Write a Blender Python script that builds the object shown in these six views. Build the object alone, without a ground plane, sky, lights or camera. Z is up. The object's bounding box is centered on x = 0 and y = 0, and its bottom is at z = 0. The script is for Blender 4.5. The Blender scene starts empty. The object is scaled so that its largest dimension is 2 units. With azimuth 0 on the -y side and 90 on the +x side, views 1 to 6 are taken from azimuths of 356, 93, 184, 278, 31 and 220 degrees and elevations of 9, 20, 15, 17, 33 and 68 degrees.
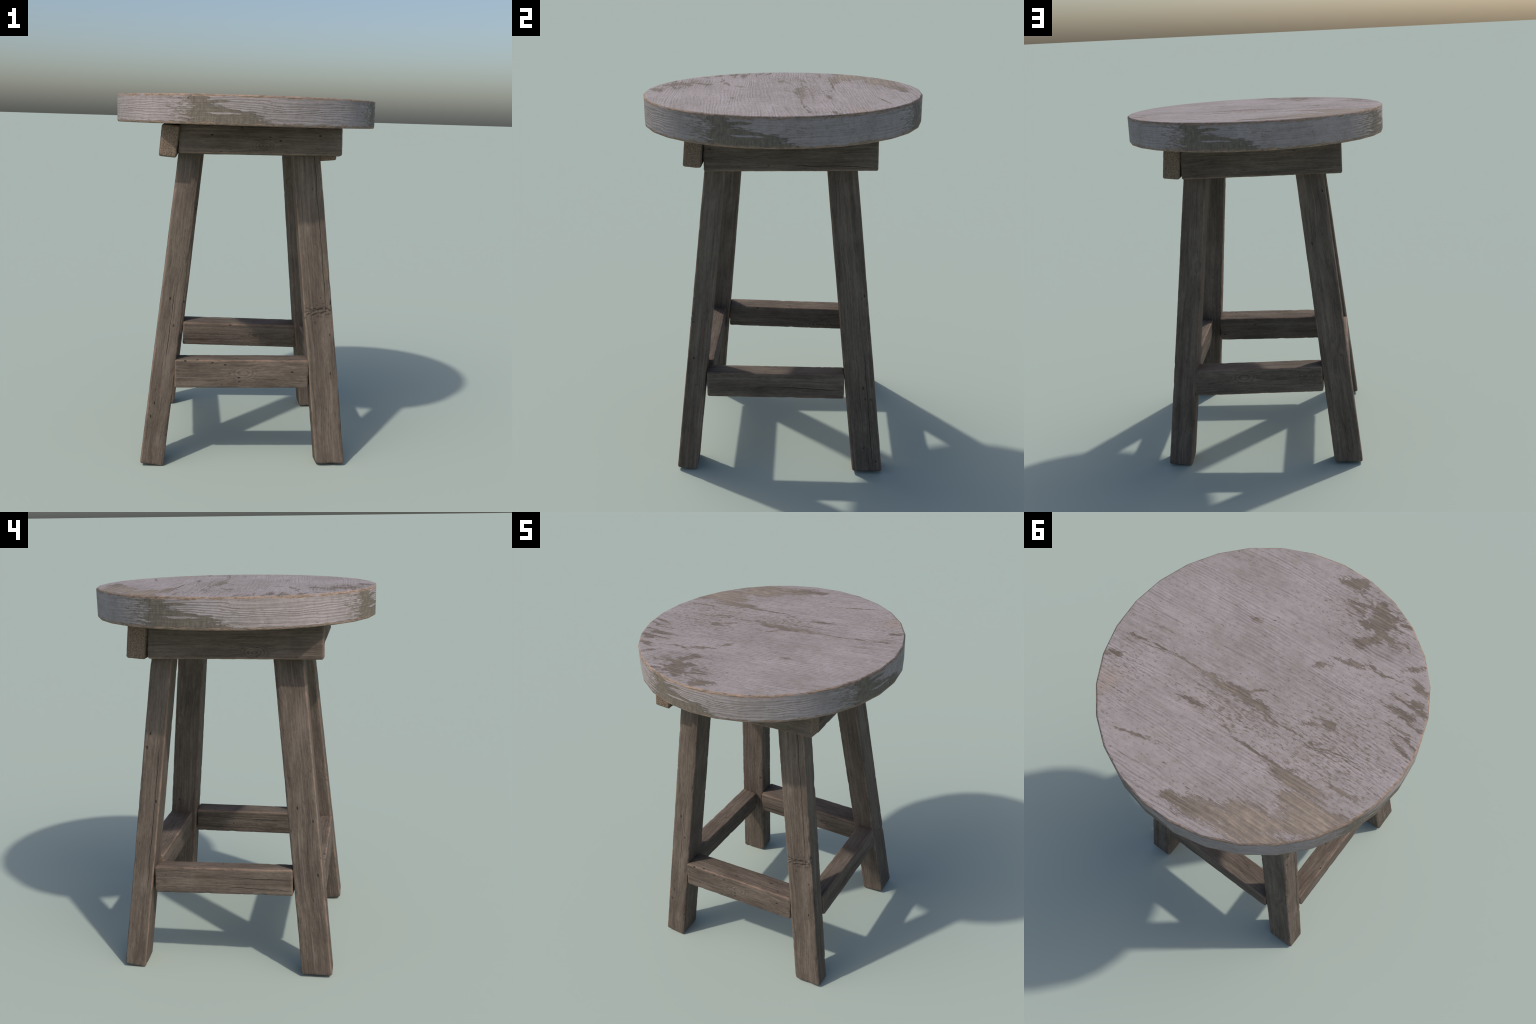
"""Weathered round-topped wooden stool: painted disc seat, four splayed square
legs, four aprons set as a pinwheel under the seat and four stretchers."""
import bpy, math
import numpy as np
from mathutils import Vector, Matrix, noise

R_SEAT, Z_TOP, Z_BOT = 0.738, 2.0, 1.848
SPLAY_X, SPLAY_Y = -0.1005, 0.1082          # inward lean of a leg per metre of height
TAPER = 0.032                               # loss of leg width per metre of height


# ------------------------------------------------------------------ node helper
class Nodes:
    """Small expression builder on a material's node tree."""

    def __init__(self, name):
        self.mat = bpy.data.materials.new(name)
        self.mat.use_nodes = True
        self.t = self.mat.node_tree
        self.t.nodes.clear()

    def link(self, v, sock):
        if isinstance(v, bpy.types.NodeSocket):
            self.t.links.new(v, sock)
        elif v is not None:
            sock.default_value = v

    def m(self, op, a, b=None, c=None, clamp=False):
        n = self.t.nodes.new('ShaderNodeMath')
        n.operation, n.use_clamp = op, clamp
        for s, v in zip(n.inputs, (a, b, c)):
            self.link(v, s)
        return n.outputs[0]

    def add(self, a, b): return self.m('ADD', a, b)
    def sub(self, a, b): return self.m('SUBTRACT', a, b)
    def mul(self, a, b): return self.m('MULTIPLY', a, b)
    def mad(self, a, b, c): return self.m('MULTIPLY_ADD', a, b, c)
    def mn(self, a, b): return self.m('MINIMUM', a, b)
    def mx(self, a, b): return self.m('MAXIMUM', a, b)
    def ab(self, a): return self.m('ABSOLUTE', a)

    def xyz(self, x, y, z):
        n = self.t.nodes.new('ShaderNodeCombineXYZ')
        for s, v in zip(n.inputs, (x, y, z)):
            self.link(v, s)
        return n.outputs[0]

    def sep(self, v):
        n = self.t.nodes.new('ShaderNodeSeparateXYZ')
        self.link(v, n.inputs[0])
        return n.outputs[0], n.outputs[1], n.outputs[2]

    def noise(self, vec, scale=1.0, detail=4.0, rough=0.55, distort=0.0):
        n = self.t.nodes.new('ShaderNodeTexNoise')
        n.inputs['Scale'].default_value = scale
        n.inputs['Detail'].default_value = detail
        n.inputs['Roughness'].default_value = rough
        n.inputs['Distortion'].default_value = distort
        self.link(vec, n.inputs['Vector'])
        return n.outputs[0]

    def voronoi(self, vec, scale=1.0):
        n = self.t.nodes.new('ShaderNodeTexVoronoi')
        n.inputs['Scale'].default_value = scale
        self.link(vec, n.inputs['Vector'])
        return n.outputs['Distance'], n.outputs['Color']

    def step(self, v, lo, hi, a=0.0, b=1.0):
        """smooth ramp from a (v<=lo) to b (v>=hi)"""
        n = self.t.nodes.new('ShaderNodeMapRange')
        n.interpolation_type = 'SMOOTHSTEP'
        for s, q in zip(n.inputs[:5], (v, lo, hi, a, b)):
            self.link(q, s)
        return n.outputs[0]

    def ramp(self, v, stops, interp='LINEAR'):
        n = self.t.nodes.new('ShaderNodeValToRGB')
        cr = n.color_ramp
        cr.interpolation = interp
        while len(cr.elements) < len(stops):
            cr.elements.new(0.5)
        for e, (p, c) in zip(cr.elements, stops):
            e.position = p
            e.color = (c, c, c, 1) if not isinstance(c, tuple) else (*c, 1)
        self.link(v, n.inputs[0])
        return n.outputs[0]

    def mix(self, f, a, b, blend='MIX'):
        n = self.t.nodes.new('ShaderNodeMix')
        n.data_type, n.blend_type, n.clamp_factor = 'RGBA', blend, True
        self.link(f, n.inputs[0])
        for s, v in ((n.inputs[6], a), (n.inputs[7], b)):
            self.link((*v, 1) if isinstance(v, tuple) else v, s)
        return n.outputs[2]

    def coords(self):
        return self.sep(self.t.nodes.new('ShaderNodeTexCoord').outputs['Object'])

    def spot(self, x, y, cx, cy, ang, rx, ry):
        """1 at the centre of an ellipse, 0 on its border, negative outside"""
        c, s = math.cos(ang), math.sin(ang)
        dx, dy = self.sub(x, cx), self.sub(y, cy)
        u = self.mad(dx, c / rx, self.mul(dy, s / rx))
        v = self.mad(dx, -s / ry, self.mul(dy, c / ry))
        d2 = self.mad(u, u, self.mul(v, v))
        return self.sub(1.0, self.m('SQRT', d2))

    def finish(self, color, height, dist, rough=0.8, spec=0.25, strength=1.0):
        b = self.t.nodes.new('ShaderNodeBump')
        b.inputs['Strength'].default_value = strength
        b.inputs['Distance'].default_value = dist
        self.link(height, b.inputs['Height'])
        p = self.t.nodes.new('ShaderNodeBsdfPrincipled')
        self.link(color, p.inputs['Base Color'])
        self.link(rough, p.inputs['Roughness'])
        p.inputs['Specular IOR Level'].default_value = spec
        self.link(b.outputs[0], p.inputs['Normal'])
        o = self.t.nodes.new('ShaderNodeOutputMaterial')
        self.t.links.new(p.outputs[0], o.inputs[0])
        return self.mat


# ------------------------------------------------------------------ bare, aged timber
WOOD_DARK, WOOD_MID, WOOD_LIGHT = (0.062, 0.046, 0.036), (0.122, 0.094, 0.074), (0.215, 0.170, 0.135)
WORN_EDGE = (0.325, 0.208, 0.146)


def timber(name, half, axis, seed, lean=(0, 0), mid=0.0, knots=(), cracks=(), bands=(), pits=0.8):
    """half: half sizes (long, a, b).  knots: (long, a, b, radius);
    cracks: (face axis 'a'/'b', side, offset across, from, to, slope);
    bands: (long, side) rows of short cross dents on the outer face."""
    N = Nodes(name)
    x, y, z = N.coords()
    if axis == 'Z':
        t = N.mad(z, -TAPER, 1.0)
        x, y = N.m('DIVIDE', N.mad(z, -lean[0], x), t), N.m('DIVIDE', N.mad(z, -lean[1], y), t)
        L, A, B = N.sub(z, mid), x, y
    else:
        L, A, B = x, y, z
    hL, hA, hB = half
    # grain coordinates, waved a little, pushed aside and ringed by knots
    wob = N.sub(N.noise(N.xyz(N.mul(L, 2.2), N.mul(A, 5), N.add(N.mul(B, 5), seed)), 1.0, 2), 0.5)
    ga, gb = N.mad(wob, 0.050, A), N.mad(wob, 0.045, B)
    ring = None
    for kl, ka, kb, kr in knots:
        dl, da, db = N.sub(L, kl), N.sub(A, ka), N.sub(B, kb)
        d2 = N.add(N.mul(N.mul(dl, dl), 0.30), N.add(N.mul(da, da), N.mul(db, db)))
        d = N.m('SQRT', d2)
        w = N.step(d, kr * 0.55, kr * 1.7, 1.0, 0.0)
        r = N.mul(N.m('SINE', N.mad(wob, 6.0, N.mul(d, 2 * math.pi / (kr * 0.33)))), w)
        ring = r if ring is None else N.add(ring, r)
        # the grain flows round the knot
        push = N.m('EXPONENT', N.mul(d2, -1.0 / (2.2 * kr * kr)))
        ga = N.mad(N.mul(N.m('SIGN', da), push), kr * 0.5, ga)
        gb = N.mad(N.mul(N.m('SIGN', db), push), kr * 0.5, gb)
    vec = lambda l, c: N.xyz(N.mad(L, l, seed * 3.1), N.mul(ga, c), N.mul(gb, c))
    fine = N.noise(vec(6, 150), 1, 5, 0.65)
    grain = N.noise(vec(2.4, 62), 1, 5, 0.62)
    broad = N.noise(vec(1.1, 17), 1, 3, 0.5)
    blotch = N.noise(N.xyz(N.mad(L, 4.5, seed), N.mul(A, 11), N.mul(B, 11)), 1, 5, 0.62)
    chatter = N.noise(N.xyz(N.mad(L, 38, seed), N.mul(A, 85), N.mul(B, 85)), 1, 4, 0.65)
    tone = N.add(N.add(N.mul(grain, 0.33), N.mul(fine, 0.32)), N.add(N.mul(broad, 0.30), N.mul(blotch, 0.39)))
    tone = N.mad(N.sub(chatter, 0.5), 0.22, tone)
    if ring is not None:
        tone = N.mad(ring, 0.065, tone)
    tone = N.sub(tone, 0.17)
    col = N.ramp(tone, [(0.32, WOOD_DARK), (0.50, WOOD_MID), (0.72, WOOD_LIGHT)])
    # pale and dark year-ring lines running the whole length
    years = N.noise(vec(0.45, 95), 1, 3, 0.5)
    col = N.mix(N.step(years, 0.56, 0.70, 0.0, 0.34), col, (0.215, 0.172, 0.138))
    col = N.mix(N.step(years, 0.30, 0.42, 0.34, 0.0), col, (0.050, 0.037, 0.029))
    # yellowish-grey stain in slow patches
    stain = N.step(N.noise(N.xyz(N.mad(L, 2.5, seed * 1.7), N.mul(A, 6), N.mul(B, 6)), 1, 3), 0.45, 0.65)
    col = N.mix(N.mul(stain, 0.35), col, N.mix(1.0, col, (0.93, 0.98, 0.93), 'MULTIPLY'))
    # end grain: lighter, speckled
    near_end = N.sub(hL, N.ab(L))
    ends = N.step(near_end, 0.001, 0.004, 1.0, 0.0)
    speck = N.noise(N.xyz(N.mul(L, 60), N.mul(A, 130), N.mul(B, 130)), 1, 4, 0.7)
    col = N.mix(ends, col, N.ramp(speck, [(0.35, (0.120, 0.086, 0.062)), (0.53, (0.250, 0.182, 0.130)), (0.72, (0.350, 0.255, 0.182))]))
    # worn, rubbed arrises: second smallest distance to the box faces
    dA, dB = N.sub(hA, N.ab(A)), N.sub(hB, N.ab(B))
    lo = N.mn(N.mn(near_end, dA), dB)
    hi = N.mx(N.mx(near_end, dA), dB)
    edge = N.sub(N.sub(N.add(N.add(near_end, dA), dB), lo), hi)
    rag = N.noise(N.xyz(N.mad(L, 16, seed), N.mul(A, 45), N.mul(B, 45)), 1, 4, 0.65)
    wear = N.step(N.mad(N.sub(rag, 0.5), 0.030, edge), 0.001, 0.0105, 1.0, 0.0)
    wear = N.mul(wear, N.step(N.mad(blotch, 0.5, N.mul(rag, 0.5)), 0.40, 0.58, 0.25, 0.95))
    col = N.mix(wear, col, N.mix(0.25, WORN_EDGE, col))
    height = N.add(N.add(N.mul(grain, 0.60), N.mul(fine, 0.38)), N.add(N.mul(chatter, 0.55), N.mul(years, 0.35)))
    if ring is not None:
        height = N.mad(ring, 0.10, height)
    # worm holes and nicks
    vd, vc = N.voronoi(N.xyz(N.mad(L, 14, seed), N.mul(A, 26), N.mul(B, 26)))
    pick = N.step(N.sep(vc)[0], pits - 0.01, pits + 0.01)
    pit = N.mul(N.step(N.mad(N.sub(chatter, 0.5), 0.35, vd), 0.05, 0.13, 1.0, 0.0), pick)
    # short dark pores strung along the grain
    pd, pc = N.voronoi(N.xyz(N.mad(L, 20, seed * 2.3), N.mul(ga, 110), N.mul(gb, 110)))
    pore = N.mul(N.step(pd, 0.06, 0.20, 1.0, 0.0), N.step(N.sep(pc)[1], 0.86, 0.90))
    dark = N.mx(pit, N.mul(pore, 0.55))
    for face, side, off, l0, l1, slope in cracks:
        across, depth, hd = (B, A, hA) if face == 'a' else (A, B, hB)
        wig = N.mul(N.sub(N.noise(N.xyz(N.mad(L, 7, seed + off * 90), 0.0, 0.0), 1, 3), 0.5), 0.022)
        line = N.ab(N.sub(N.sub(across, off), N.mad(L, slope, wig)))
        body = N.mul(N.step(line, 0.0004, 0.0020, 1.0, 0.0), N.step(chatter, 0.35, 0.55, 0.45, 1.0))
        span = N.mul(N.step(L, l0, l0 + 0.08), N.step(L, l1 - 0.08, l1, 1.0, 0.0))
        onface = N.step(N.mul(depth, side), hd - 0.03, hd - 0.02)
        dark = N.mx(dark, N.mul(N.mul(body, span), onface))
    for l, side in bands:
        dn = N.noise(N.xyz(N.mad(A, 32, seed), N.mul(N.mad(A, -0.22, L), 105), 0.0), 1, 4, 0.65)
        zone = N.step(N.ab(N.sub(N.mad(A, -0.20, L), l)), 0.012, 0.045, 1.0, 0.0)
        cut = N.mul(N.step(dn, 0.54, 0.63, 0.0, 0.85), zone)
        dark = N.mx(dark, N.mul(cut, N.step(N.mul(B, side), hB - 0.03, hB - 0.01)))
    col = N.mix(N.mul(dark, 0.85), col, (0.030, 0.023, 0.018))
    height = N.mad(dark, -1.2, height)
    height = N.mad(N.mul(ends, speck), 1.8, height)
    return N.finish(col, height, 0.0045, 0.82, 0.22)


# ------------------------------------------------------------------ painted seat
PAINT_LIGHT, PAINT_MID, PAINT_DIRT = (0.348, 0.302, 0.297), (0.294, 0.254, 0.244), (0.230, 0.197, 0.181)
BARE_DARK, BARE_MID, BARE_LIGHT = (0.135, 0.108, 0.086), (0.215, 0.174, 0.140), (0.350, 0.275, 0.212)

# places on the top where the paint is rubbed off: x, y, direction along the
# grain in degrees, half length, half width (metres)
BARE_SPOTS = [
    (-0.021, -0.666, 2, 0.079, 0.0234), (-0.038, -0.682, 13, 0.045, 0.0247), (-0.134, -0.636, 161, 0.056, 0.0075), (-0.241, -0.588, 16, 0.067, 0.0683),
    (-0.214, -0.638, 36, 0.041, 0.0427), (-0.277, -0.508, 72, 0.040, 0.0359), (-0.235, -0.447, 39, 0.069, 0.0202), (-0.213, -0.413, 163, 0.046, 0.0163),
    (-0.129, -0.559, 173, 0.049, 0.0126), (-0.343, -0.620, 12, 0.035, 0.0068), (-0.252, -0.321, 14, 0.072, 0.0134), (-0.150, -0.233, 34, 0.040, 0.0166),
    (-0.338, -0.361, 171, 0.038, 0.0087), (-0.505, -0.469, 41, 0.056, 0.0150), (-0.608, -0.325, 21, 0.048, 0.0258), (-0.641, -0.300, 1, 0.037, 0.0260),
    (-0.597, -0.253, 2, 0.045, 0.0130), (-0.351, -0.017, 31, 0.046, 0.0274), (-0.302, 0.024, 16, 0.049, 0.0081), (0.216, -0.255, 19, 0.033, 0.0174),
    (0.613, 0.140, 12, 0.048, 0.0090), (0.480, 0.117, 4, 0.045, 0.0072), (0.337, 0.106, 5, 0.122, 0.0062), (0.193, 0.099, 6, 0.062, 0.0157),
    (0.088, 0.097, 8, 0.092, 0.0292), (-0.031, 0.098, 0, 0.089, 0.0223), (-0.178, 0.110, 177, 0.107, 0.0068), (-0.402, 0.102, 6, 0.149, 0.0032),
    (0.046, 0.080, 45, 0.048, 0.0066), (-0.012, 0.026, 39, 0.055, 0.0066), (-0.005, 0.257, 173, 0.052, 0.0069), (-0.148, 0.267, 2, 0.089, 0.0083),
    (-0.272, 0.269, 174, 0.067, 0.0132), (-0.392, 0.286, 3, 0.145, 0.0353), (-0.008, 0.641, 32, 0.049, 0.0284), (-0.157, 0.615, 16, 0.154, 0.0509),
    (-0.341, 0.522, 16, 0.152, 0.0658), (-0.370, 0.580, 20, 0.131, 0.0543), (-0.521, 0.379, 26, 0.128, 0.0695), (-0.545, 0.401, 41, 0.162, 0.0539),
    (-0.606, 0.325, 27, 0.090, 0.0277), (0.642, 0.277, 11, 0.033, 0.0161), (-0.408, 0.575, 28, 0.134, 0.0369), (-0.459, 0.354, 5, 0.105, 0.0505),
    (-0.386, 0.277, 6, 0.087, 0.0288), (-0.199, -0.530, 166, 0.037, 0.0254), (-0.298, -0.592, 164, 0.036, 0.0181), (-0.045, -0.659, 162, 0.028, 0.0152),
    (-0.087, 0.125, 179, 0.070, 0.0068), (-0.530, -0.302, 2, 0.046, 0.0082), (-0.427, -0.365, 6, 0.053, 0.0067), (-0.596, -0.166, 7, 0.069, 0.0064),
    (-0.675, -0.148, 179, 0.055, 0.0080), (-0.424, 0.086, 6, 0.114, 0.0048), (0.439, 0.127, 9, 0.150, 0.0027), (-0.230, -0.628, 11, 0.089, 0.0155),
    (-0.335, -0.514, 158, 0.043, 0.0182), (-0.399, -0.530, 170, 0.038, 0.0105), (-0.110, -0.593, 6, 0.057, 0.0088), (-0.559, -0.393, 176, 0.054, 0.0167),
    (-0.581, -0.237, 171, 0.126, 0.0099), (-0.664, -0.102, 172, 0.071, 0.0113), (-0.571, 0.207, 178, 0.076, 0.0127), (0.197, 0.248, 11, 0.081, 0.0086),
    (0.295, 0.516, 17, 0.101, 0.0084)
]


def painted_wood(name):
    N = Nodes(name)
    x, y, z = N.coords()
    geo = N.t.nodes.new('ShaderNodeNewGeometry')
    nz = N.sep(geo.outputs['Normal'])[2]
    is_top = N.step(nz, 0.45, 0.55)
    # ---- top: boards run close to x, with a slight bow
    bow = N.mul(N.mul(x, x), 0.02)
    gx, gy = x, N.sub(N.mad(x, -0.07, y), bow)
    wob = N.sub(N.noise(N.xyz(N.mul(gx, 2.6), N.mul(gy, 6), 3.3), 1, 3), 0.5)
    gy = N.mad(wob, 0.05, gy)
    top_fine = N.noise(N.xyz(N.mul(gx, 7), N.mul(gy, 170), 1.0), 1, 4, 0.6)
    top_grain = N.noise(N.xyz(N.mul(gx, 2.2), N.mul(gy, 62), 7.0), 1, 4, 0.55)
    # year rings standing out as ridges under the paint
    phase = N.mad(N.noise(N.xyz(N.mul(gx, 1.4), N.mul(gy, 9), 2.2), 1, 2, 0.4), 26.0, N.mul(gy, 380))
    patchy = N.step(N.noise(N.xyz(N.mul(gx, 2.5), N.mul(gy, 7), 6.6), 1, 3, 0.5), 0.40, 0.62)
    rings = N.sub(0.85, N.mul(N.mad(N.m('SINE', phase), 0.5, 0.5), N.mad(patchy, 0.75, 0.10)))
    # ragged displacement of every mask border, long along the grain
    rag1 = N.sub(N.noise(N.xyz(N.mul(gx, 10), N.mul(gy, 75), 5.0), 1, 6, 0.70), 0.5)
    rag2 = N.sub(N.noise(N.xyz(N.mul(gx, 24), N.mul(gy, 34), 9.0), 1, 6, 0.68), 0.5)
    rag4 = N.sub(N.noise(N.xyz(N.mul(gx, 48), N.mul(gy, 190), 3.0), 1, 5, 0.7), 0.5)
    rag3 = N.sub(N.noise(N.xyz(N.mul(gx, 9), N.mul(gy, 12), 4.0), 1, 3, 0.5), 0.5)
    wx = N.mad(rag2, 0.050, N.mad(rag3, 0.06, x))
    wy = N.mad(rag2, 0.022, N.mad(rag3, 0.07, y))
    bare = None
    for cx, cy, ang, rx, ry in BARE_SPOTS:
        sp = N.spot(wx, wy, cx, cy, math.radians(ang), rx, ry)
        sp = N.mul(sp, max(1.0, min(2.0, min(rx, ry) / 0.018)))      # broad patches keep whole
        bare = sp if bare is None else N.mx(bare, sp)
    bare = N.m('MAXIMUM', bare, -0.8)
    rough_edge = N.mad(rag4, 4.6, N.mad(rag1, 4.6, N.mad(rag2, 3.2, bare)))
    bare_top = N.step(rough_edge, 0.10, 0.36)
    # paint left in the pores of the bare parts
    left = N.noise(N.xyz(N.mul(gx, 13), N.mul(gy, 90), 11.0), 1, 5, 0.65)
    bare_top = N.mul(bare_top, N.step(N.mad(bare, -0.045, left), 0.545, 0.600, 1.0, 0.0))
    # flakes: many tiny losses, thick towards the -x and +y sides
    fl = N.noise(N.xyz(N.mul(gx, 34), N.mul(gy, 120), 2.0), 1, 5, 0.65)
    zone = N.mx(N.mul(N.spot(x, y, -0.42, 0.10, 0.1, 0.45, 0.48), 0.7), N.mul(N.spot(x, y, 0.02, 0.17, 0.1, 0.42, 0.16), 0.8))
    zone = N.mx(zone, N.mul(N.spot(x, y, 0.55, 0.30, 0.1, 0.22, 0.35), 0.45))
    zone = N.mx(zone, N.mul(N.spot(x, y, -0.20, -0.58, 0.3, 0.35, 0.18), 0.7))
    zone = N.mx(N.mx(zone, 0.0), N.mul(N.m('MAXIMUM', N.add(bare, 0.55), 0.0), 0.9))
    flake = N.step(N.mad(zone, 0.165, fl), 0.597, 0.652)
    pd, pc = N.voronoi(N.xyz(N.mul(gx, 26), N.mul(gy, 85), 0.0))
    pore_top = N.mul(N.step(pd, 0.05, 0.22, 1.0, 0.0), N.step(N.sep(pc)[0], 0.84, 0.88))
    # ---- side: the same quarter pattern four times round.  ph runs in degrees
    # from a place where the paint is whole; qx, qy close every quarter on itself
    th = N.mul(N.m('ARCTAN2', y, x), 180 / math.pi)
    ph = N.sub(N.m('FLOORED_MODULO', N.add(th, 146.0), 90.0), 30.0)
    four = N.mul(th, 4 * math.pi / 180)
    rq = R_SEAT / 4
    qx, qy = N.mul(N.m('COSINE', four), rq), N.mul(N.m('SINE', four), rq)
    q = lambda f, g, zc: N.xyz(N.mul(qx, f), N.mul(qy, f), N.mul(zc, g))
    sw = N.sub(N.noise(q(3.0, 7, z), 1, 2), 0.5)
    sz = N.mad(sw, 0.055, z)
    side_fine = N.noise(q(9, 200, sz), 1, 4, 0.6)
    side_grain = N.noise(q(1.5, 95, sz), 1, 4, 0.5)
    side_rings = N.mad(N.m('SINE', N.mad(N.noise(q(1.6, 16, z), 1, 2, 0.4), 24.0, N.mul(sz, 430))), 0.5, 0.5)
    r1 = N.sub(N.noise(q(7, 95, z), 1, 6, 0.68), 0.5)
    r2 = N.sub(N.noise(q(30, 75, z), 1, 6, 0.70), 0.5)
    r3 = N.sub(N.noise(q(4, 26, z), 1, 3, 0.5), 0.5)
    u = N.m('DIVIDE', N.add(N.mad(r3, 11.0, N.mad(r1, 15.0, N.mad(r2, 7.0, ph))), 30.0), 90.0)
    at = lambda deg: (deg + 30) / 90
    line = N.ramp(u, [(0.0, 0.0), (at(-0.6), 0.0), (at(0.4), 1.0), (at(7.4), 1.0), (at(8.6), 0.68), (at(17), 0.54),
                      (at(25), 0.44), (at(29), 0.29), (at(31.5), 0.10), (at(33), 0.0), (1.0, 0.0)])
    zz = N.m('DIVIDE', N.sub(N.mad(r1, 0.055, N.mad(r2, 0.015, z)), Z_BOT), Z_TOP - Z_BOT)
    bare_side = N.step(N.sub(line, zz), -0.02, 0.05)
    notch = N.spot(N.mad(r1, 9.0, ph), N.mad(r1, 0.014, z), 12.5, 1.965, 0.0, 4.5, 0.008)
    bare_side = N.mx(bare_side, N.step(notch, 0.0, 0.3))
    streak = N.spot(N.mad(r1, 9.0, ph), N.mad(r1, 0.016, z), 14.5, 1.906, 0.0, 11.0, 0.0075)
    bare_side = N.mul(bare_side, N.step(N.mad(r2, 1.4, streak), 0.1, 0.45, 1.0, 0.0))
    bare_side = N.mul(bare_side, N.step(N.noise(q(20, 140, z), 1, 4, 0.6), 0.62, 0.67, 1.0, 0.2))
    fls = N.noise(q(24, 135, sz), 1, 5, 0.66)
    zn = N.mx(N.mul(N.step(ph, -16.0, -1.0), N.step(ph, 0.0, 6.0, 0.16, 0.0)), N.mul(N.step(ph, 22.0, 30.0), N.step(ph, 32.0, 46.0, 0.07, 0.0)))
    flake_side = N.step(N.add(fls, zn), 0.615, 0.68)
    pds, pcs = N.voronoi(q(24, 95, sz))
    pore_side = N.mul(N.step(pds, 0.05, 0.20, 1.0, 0.0), N.step(N.sep(pcs)[0], 0.88, 0.91))

    def pick(a, b):
        return N.mad(is_top, N.sub(a, b), b)
    bare_m = N.mx(pick(bare_top, bare_side), N.mul(pick(flake, flake_side), 0.80))
    fine, grain, ringed = pick(top_fine, side_fine), pick(top_grain, side_grain), pick(rings, side_rings)
    pore = pick(pore_top, pore_side)
    blotch = N.noise(N.xyz(N.mul(x, 3.6), N.mul(y, 5.5), N.mul(z, 5)), 1, 5, 0.62)
    mott = N.noise(N.xyz(N.mul(x, 26), N.mul(y, 38), N.mul(z, 38)), 1, 5, 0.68)
    grit = N.noise(N.xyz(N.mul(x, 95), N.mul(y, 130), N.mul(z, 130)), 1, 3, 0.6)
    # ---- colours
    pt = N.add(N.add(N.mul(blotch, 0.42), N.mul(mott, 0.30)), N.add(N.mul(fine, 0.22), N.mul(grain, 0.16)))
    grey = N.mul(N.m('MAXIMUM', N.spot(x, y, 0.08, -0.02, 0.3, 0.46, 0.28), 0.0), N.mul(is_top, 0.045))
    paint = N.ramp(N.sub(pt, grey), [(0.42, PAINT_DIRT), (0.535, PAINT_MID), (0.64, PAINT_LIGHT)])
    paint = N.mix(N.step(N.mad(grit, 0.7, N.mul(mott, 0.3)), 0.36, 0.46, 0.38, 0.0), paint, (0.155, 0.135, 0.122))
    stain = N.step(N.noise(N.xyz(N.mul(x, 8), N.mul(y, 14), N.mad(z, 14, 5.0)), 1, 4, 0.6), 0.56, 0.70, 0.0, 0.45)
    paint = N.mix(stain, paint, (0.245, 0.205, 0.172))
    groove = N.mul(N.step(ringed, 0.10, 0.45, 1.0, 0.0), N.step(grain, 0.34, 0.60, 1.0, 0.25))
    paint = N.mix(N.mul(groove, 0.15), paint, (0.150, 0.128, 0.116))
    hair = N.step(grain, 0.33, 0.40, 0.25, 0.0)
    paint = N.mix(hair, paint, (0.125, 0.106, 0.094))
    paint = N.mix(N.mul(pore, 0.55), paint, (0.10, 0.083, 0.072))
    wt = N.add(N.mul(grain, 0.45), N.add(N.mul(fine, 0.20), N.add(N.mul(mott, 0.33), N.mul(rings, 0.06))))
    back = N.step(N.spot(x, y, -0.45, 0.50, 0.8, 0.42, 0.30), 0.0, 0.5, -0.080, 0.018)
    wood_top = N.ramp(N.add(wt, back), [(0.38, BARE_DARK), (0.53, BARE_MID), (0.68, BARE_LIGHT)])
    wgrain = N.add(N.mul(N.noise(q(110, 30, z), 1, 4), 0.7), N.mul(mott, 0.3))
    wood_side = N.ramp(wgrain, [(0.35, (0.108, 0.090, 0.070)), (0.65, (0.196, 0.166, 0.130))])
    wood = N.mix(is_top, wood_side, wood_top)
    col = N.mix(bare_m, paint, wood)
    # ---- rubbed rims
    fold = N.m('SUBTRACT', N.m('FLOORED_MODULO', th, 12.0), 6.0)
    rr = N.mul(N.m('SQRT', N.mad(x, x, N.mul(y, y))), N.m('COSINE', N.mul(fold, math.pi / 180)))
    dr = N.sub(R_SEAT * math.cos(math.radians(6)), rr)
    dz = N.mn(N.sub(Z_TOP, z), N.sub(z, Z_BOT))
    rag = N.noise(N.xyz(N.mul(x, 12), N.mul(y, 12), N.mul(z, 50)), 1, 5, 0.65)
    e = N.mx(N.mul(dr, 1.5), N.mul(dz, 0.72))
    rim = N.step(N.mad(N.sub(rag, 0.5), 0.030, e), 0.0065, 0.0115, 1.0, 0.0)
    rimcol = N.ramp(N.noise(N.xyz(N.mul(x, 40), N.mul(y, 40), N.mul(z, 160)), 1, 4), [(0.36, (0.150, 0.110, 0.082)), (0.50, (0.255, 0.180, 0.130)), (0.66, (0.360, 0.240, 0.172))])
    col = N.mix(N.mul(rim, 0.88), col, rimcol)
    tan = N.step(N.spot(x, y, 0.60, 0.42, 0.9, 0.16, 0.10), 0.0, 0.8)
    col = N.mix(N.mul(N.mul(tan, is_top), N.step(mott, 0.4, 0.6, 0.15, 0.5)), col, (0.33, 0.245, 0.18))
    # ---- relief: paint film stands proud, grain shows through it
    cover = pick(N.mul(bare_top, 0.25), bare_side)
    h = N.add(N.mad(cover, -0.30, N.mul(ringed, N.mad(cover, -0.22, 0.28))), N.add(N.mul(grain, 0.45), N.add(N.mul(fine, 0.28), N.mul(mott, 0.25))))
    h = N.mad(pore, -0.35, N.mad(rim, -0.3, h))
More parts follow.
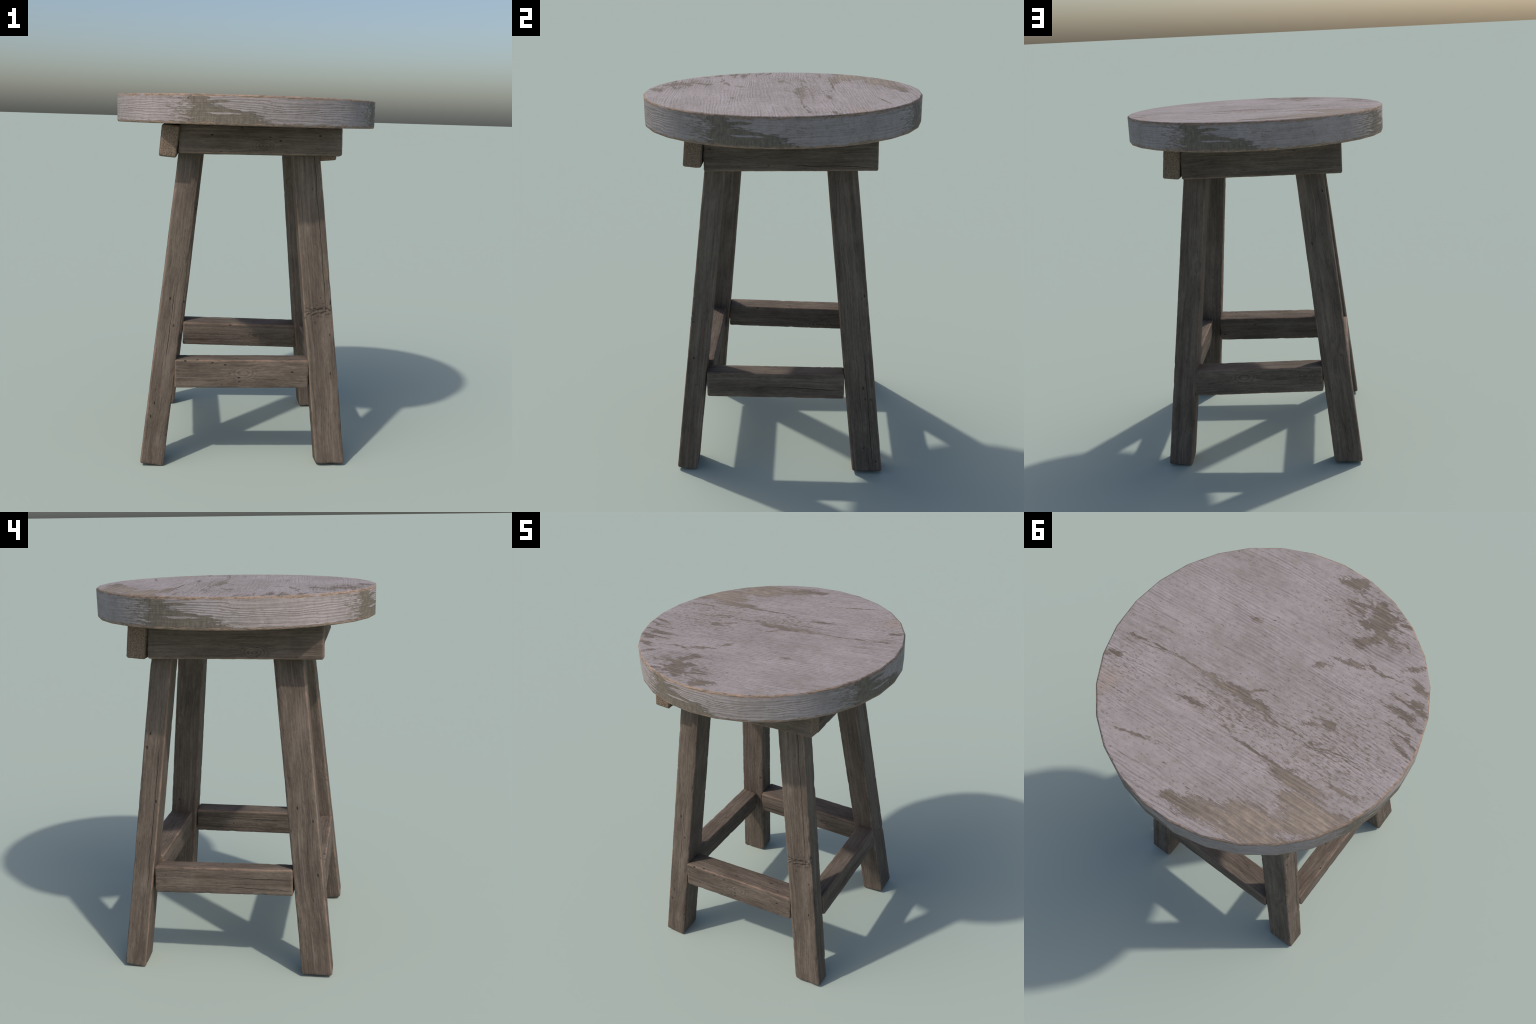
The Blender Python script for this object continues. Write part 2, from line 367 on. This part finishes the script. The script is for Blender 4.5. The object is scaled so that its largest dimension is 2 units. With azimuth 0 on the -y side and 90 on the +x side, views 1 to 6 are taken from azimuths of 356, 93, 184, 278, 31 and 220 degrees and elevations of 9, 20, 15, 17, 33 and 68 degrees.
    return N.finish(col, h, 0.0042, 0.74, 0.26)


# ------------------------------------------------------------------ meshes
def axis_stops(h, r, step):
    """grid lines across one side: dense in the rounded corners"""
    n = max(2, int(round(2 * (h - r) / step)))
    inner = np.linspace(-(h - r), h - r, n + 1)
    corner = [r * t for t in (0.4, 0.75, 1.0)]
    return [-(h - r) - c for c in reversed(corner)] + list(inner) + [h - r + c for c in corner]


def rounded_block(name, hx, hy, hz, r, step, seed, wobble=0.0010, nick=0.0045, shape=None, gash=None):
    """box with rounded arrises, uneven faces, nicked edges; gash = (height,)
    puts a row of slanting cuts across the outer (-y) face"""
    h = (hx, hy, hz)
    long_axis = max(range(3), key=lambda i: h[i])
    stops = [axis_stops(h[i], r, step) for i in range(3)]
    verts, index, faces = [], {}, []

    def vert(p):
        key = tuple(round(c, 6) for c in p)
        if key not in index:
            index[key] = len(verts)
            verts.append(p)
        return index[key]
    for ax in range(3):
        a, b = (ax + 1) % 3, (ax + 2) % 3
        for sgn in (-1, 1):
            for i in range(len(stops[a]) - 1):
                for j in range(len(stops[b]) - 1):
                    quad = []
                    for di, dj in ((0, 0), (1, 0), (1, 1), (0, 1)):
                        p = [0, 0, 0]
                        p[ax], p[a], p[b] = sgn * h[ax], stops[a][i + di], stops[b][j + dj]
                        quad.append(vert(tuple(p)))
                    faces.append(quad if sgn > 0 else quad[::-1])
    out = []
    for p in verts:
        core = Vector([max(-(h[i] - r), min(h[i] - r, p[i])) for i in range(3)])
        d = Vector(p) - core
        nrm = d.normalized()
        q = core + nrm * r
        off = Vector((seed, seed * 0.7, 0))
        s = Vector([q[i] * (5 if i == long_axis else 14) for i in range(3)])
        f = Vector([q[i] * (24 if i == long_axis else 95) for i in range(3)])
        q += nrm * (noise.noise(s + off) * wobble + noise.noise(f - off) * 0.0006)
        close = sorted(h[i] - abs(p[i]) for i in range(3))[1]          # distance to the next arris
        if close < 2.2 * r:
            bite = noise.noise(Vector([q[i] * (17 if i == long_axis else 30) for i in range(3)]) + Vector((0, seed * 2.7, 0)))
            chip = noise.noise(Vector([q[i] * (55 if i == long_axis else 70) for i in range(3)]) + Vector((seed, 0, 3)))
            fade = 1 - close / (2.2 * r)
            q -= nrm * fade * (max(0.0, bite - 0.22) * nick * 1.8 + max(0.0, chip - 0.30) * nick * 1.3)
        if gash is not None and nrm.y < -0.2:
            l = q.z - gash - 0.20 * q.x
            cut = noise.noise(Vector((q.x * 30, 0.0, (q.z - 0.22 * q.x) * 75 + 1.3)))
            q -= nrm * max(0.0, cut - 0.05) * 0.014 * max(0.0, 1 - (l / 0.05) ** 2)
        out.append(shape(q) if shape else q)
    me = bpy.data.meshes.new(name)
    me.from_pydata([tuple(v) for v in out], [], faces)
    me.polygons.foreach_set('use_smooth', [True] * len(faces))
    me.update()
    return me


def put(name, me, mat, parent, matrix):
    ob = bpy.data.objects.new(name, me)
    bpy.context.scene.collection.objects.link(ob)
    me.materials.append(mat)
    ob.parent = parent
    ob.matrix_world = matrix
    return ob


def seat_mesh():
    """thirty-sided disc, small rounded rims"""
    n, b = 30, 0.008
    prof = [(R_SEAT - 0.03, Z_BOT), (R_SEAT - b, Z_BOT)]
    prof += [(R_SEAT - b + b * math.sin(a), Z_BOT + b - b * math.cos(a)) for a in (math.pi / 6, math.pi / 3, math.pi / 2)]
    prof += [(R_SEAT, 1.90), (R_SEAT, 1.95)]
    prof += [(R_SEAT - b + b * math.cos(a), Z_TOP - b + b * math.sin(a)) for a in (0, math.pi / 6, math.pi / 3, math.pi / 2)]
    prof += [(R_SEAT - 0.03, Z_TOP)]
    verts = [(r * math.cos(2 * math.pi * k / n), r * math.sin(2 * math.pi * k / n), z) for r, z in prof for k in range(n)]
    faces = []
    for i in range(len(prof) - 1):
        for k in range(n):
            k2 = (k + 1) % n
            faces.append((i * n + k, i * n + k2, (i + 1) * n + k2, (i + 1) * n + k))
    last = (len(prof) - 1) * n
    faces.append(tuple(reversed(range(n))))
    faces.append(tuple(range(last, last + n)))
    me = bpy.data.meshes.new('seat')
    me.from_pydata(verts, [], faces)
    me.polygons.foreach_set('use_smooth', [True] * len(faces))
    me.update()
    return me


# ------------------------------------------------------------------ the stool
stool = bpy.data.objects.new('wooden_stool', None)
bpy.context.scene.collection.objects.link(stool)
stool['label'] = 'round wooden bar stool with worn pale paint and splayed legs'
stool['category'] = 'stool'

seat = put('seat', seat_mesh(), painted_wood('worn_paint'), stool, Matrix())
wn = seat.modifiers.new('flat_faces', 'WEIGHTED_NORMAL')
wn.keep_sharp = False

# quarter k: 0 front (-y), 1 right (+x), 2 back (+y), 3 left (-x)
LEGS = [  # foot centre, section at the foot (it narrows slightly towards the top)
    (0.4830, -0.5105, 0.162, 0.111), (0.4835, -0.4990, 0.162, 0.136),
    (0.4825, -0.5095, 0.162, 0.116), (0.4825, -0.5000, 0.161, 0.129)]
APRONS = [  # centre x, y, z; length, thickness, height; roll, droop, yaw in degrees
    (0.0555, -0.4253, 1.7705, 0.867, 0.092, 0.150, -5.5, -0.4, -0.2),
    (0.0540, -0.4248, 1.7585, 0.863, 0.093, 0.166, -5.5, -0.6, -0.2),
    (0.0570, -0.4275, 1.7560, 0.868, 0.096, 0.166, -5.3, -0.3, -0.2),
    (0.0565, -0.4260, 1.7565, 0.871, 0.093, 0.169, -5.5, -0.3, -0.1)]
STRETCHERS = [
    (-0.0160, -0.4425, 0.5025, 0.732, 0.140, 0.155, -4.0, -0.2, 0.0),
    (-0.0215, -0.4595, 0.5025, 0.737, 0.109, 0.142, -4.5, 0.0, -0.3),
    (-0.0198, -0.4465, 0.4980, 0.737, 0.137, 0.150, -4.5, -1.1, -0.4),
    (-0.0205, -0.4545, 0.5005, 0.737, 0.106, 0.142, -4.5, -1.2, -0.2)]
LEG_MARKS = [
    dict(cracks=[('b', -1, 0.045, -0.1, 0.85, 0.0)], bands=[(-0.068, -1)]),
    dict(cracks=[('b', -1, 0.040, -0.9, -0.2, 0.01)], knots=[(0.25, 0.05, 0.04, 0.035)]),
    dict(cracks=[('a', 1, 0.03, -0.5, 0.3, 0.0)], knots=[(0.35, -0.06, 0.03, 0.04)]),
    dict(cracks=[('a', 1, 0.01, -0.35, 0.05, 0.01)])]
STRETCHER_MARKS = [
    dict(knots=[(0.01, -0.056, 0.005, 0.034)], pits=0.62),
    dict(cracks=[('a', -1, -0.005, -0.02, 0.37, -0.05), ('a', 1, 0.02, -0.2, 0.3, 0.03)]),
    dict(knots=[(-0.08, -0.053, 0.025, 0.035), (0.27, -0.053, 0.022, 0.026), (-0.1, 0.053, 0.0, 0.03)],
         cracks=[('a', 1, -0.03, 0.0, 0.37, -0.03)]),
    dict(cracks=[('a', -1, 0.022, 0.0, 0.36, -0.02), ('a', -1, -0.028, 0.0, 0.37, -0.05)], knots=[(-0.20, 0.048, -0.04, 0.035)])]
APRON_MARKS = [
    dict(pits=0.62, knots=[(0.02, -0.046, -0.03, 0.03)]),
    dict(pits=0.7, cracks=[('a', -1, -0.05, 0.0, 0.43, -0.03)]),
    dict(), dict(pits=0.78, knots=[(0.10, -0.046, -0.05, 0.03)])]

for k in range(4):
    turn = Matrix.Rotation(math.radians(90 * k), 4, 'Z')
    # leg: sheared so that it leans in both ways, foot cut square to its front lean
    fx, fy, wx, wy = LEGS[k]
    z_mid, z_half = 0.925, 0.920

    def splay(q, z_mid=z_mid, z_half=z_half, wy=wy):
        z = q.z + z_mid
        low = max(0.0, 1 - z / 0.4)
        z = max(z, 0.0) + (-q.y + wy / 2) * 0.10 * low - 0.005 * low
        t = 1 - TAPER * z
        return Vector((q.x * t + SPLAY_X * z, q.y * t + SPLAY_Y * z, max(z, 0.0)))
    me = rounded_block('leg', wx / 2, wy / 2, z_half, 0.0115, 0.0052, 11.3 + k * 5, shape=splay,
                       gash=LEG_MARKS[k]['bands'][0][0] if 'bands' in LEG_MARKS[k] else None)
    mat = timber('old_timber_leg', (z_half, wx / 2, wy / 2), 'Z', 2.7 + 13.1 * k, (SPLAY_X, SPLAY_Y), z_mid, **LEG_MARKS[k])
    put('leg', me, mat, stool, turn @ Matrix.Translation((fx, fy, 0)) @ Matrix.Rotation(math.radians(0.8), 4, 'Z'))
    for kind, spec, marks, r in (('apron', APRONS[k], APRON_MARKS[k], 0.011), ('stretcher', STRETCHERS[k], STRETCHER_MARKS[k], 0.010)):
        cx, cy, cz, lx, ly, lz, rx, ry, rz = spec
        sd = (31.0 if kind == 'apron' else 57.0) + 7.7 * k
        me = rounded_block(kind, lx / 2, ly / 2, lz / 2, r, 0.0062, sd)
        mat = timber('old_timber_' + kind, (lx / 2, ly / 2, lz / 2), 'X', sd * 1.3, **marks)
        rot = (Matrix.Rotation(math.radians(rz), 4, 'Z') @ Matrix.Rotation(math.radians(ry), 4, 'Y') @ Matrix.Rotation(math.radians(rx), 4, 'X'))
        put(kind, me, mat, stool, turn @ Matrix.Translation((cx, cy, cz)) @ rot)
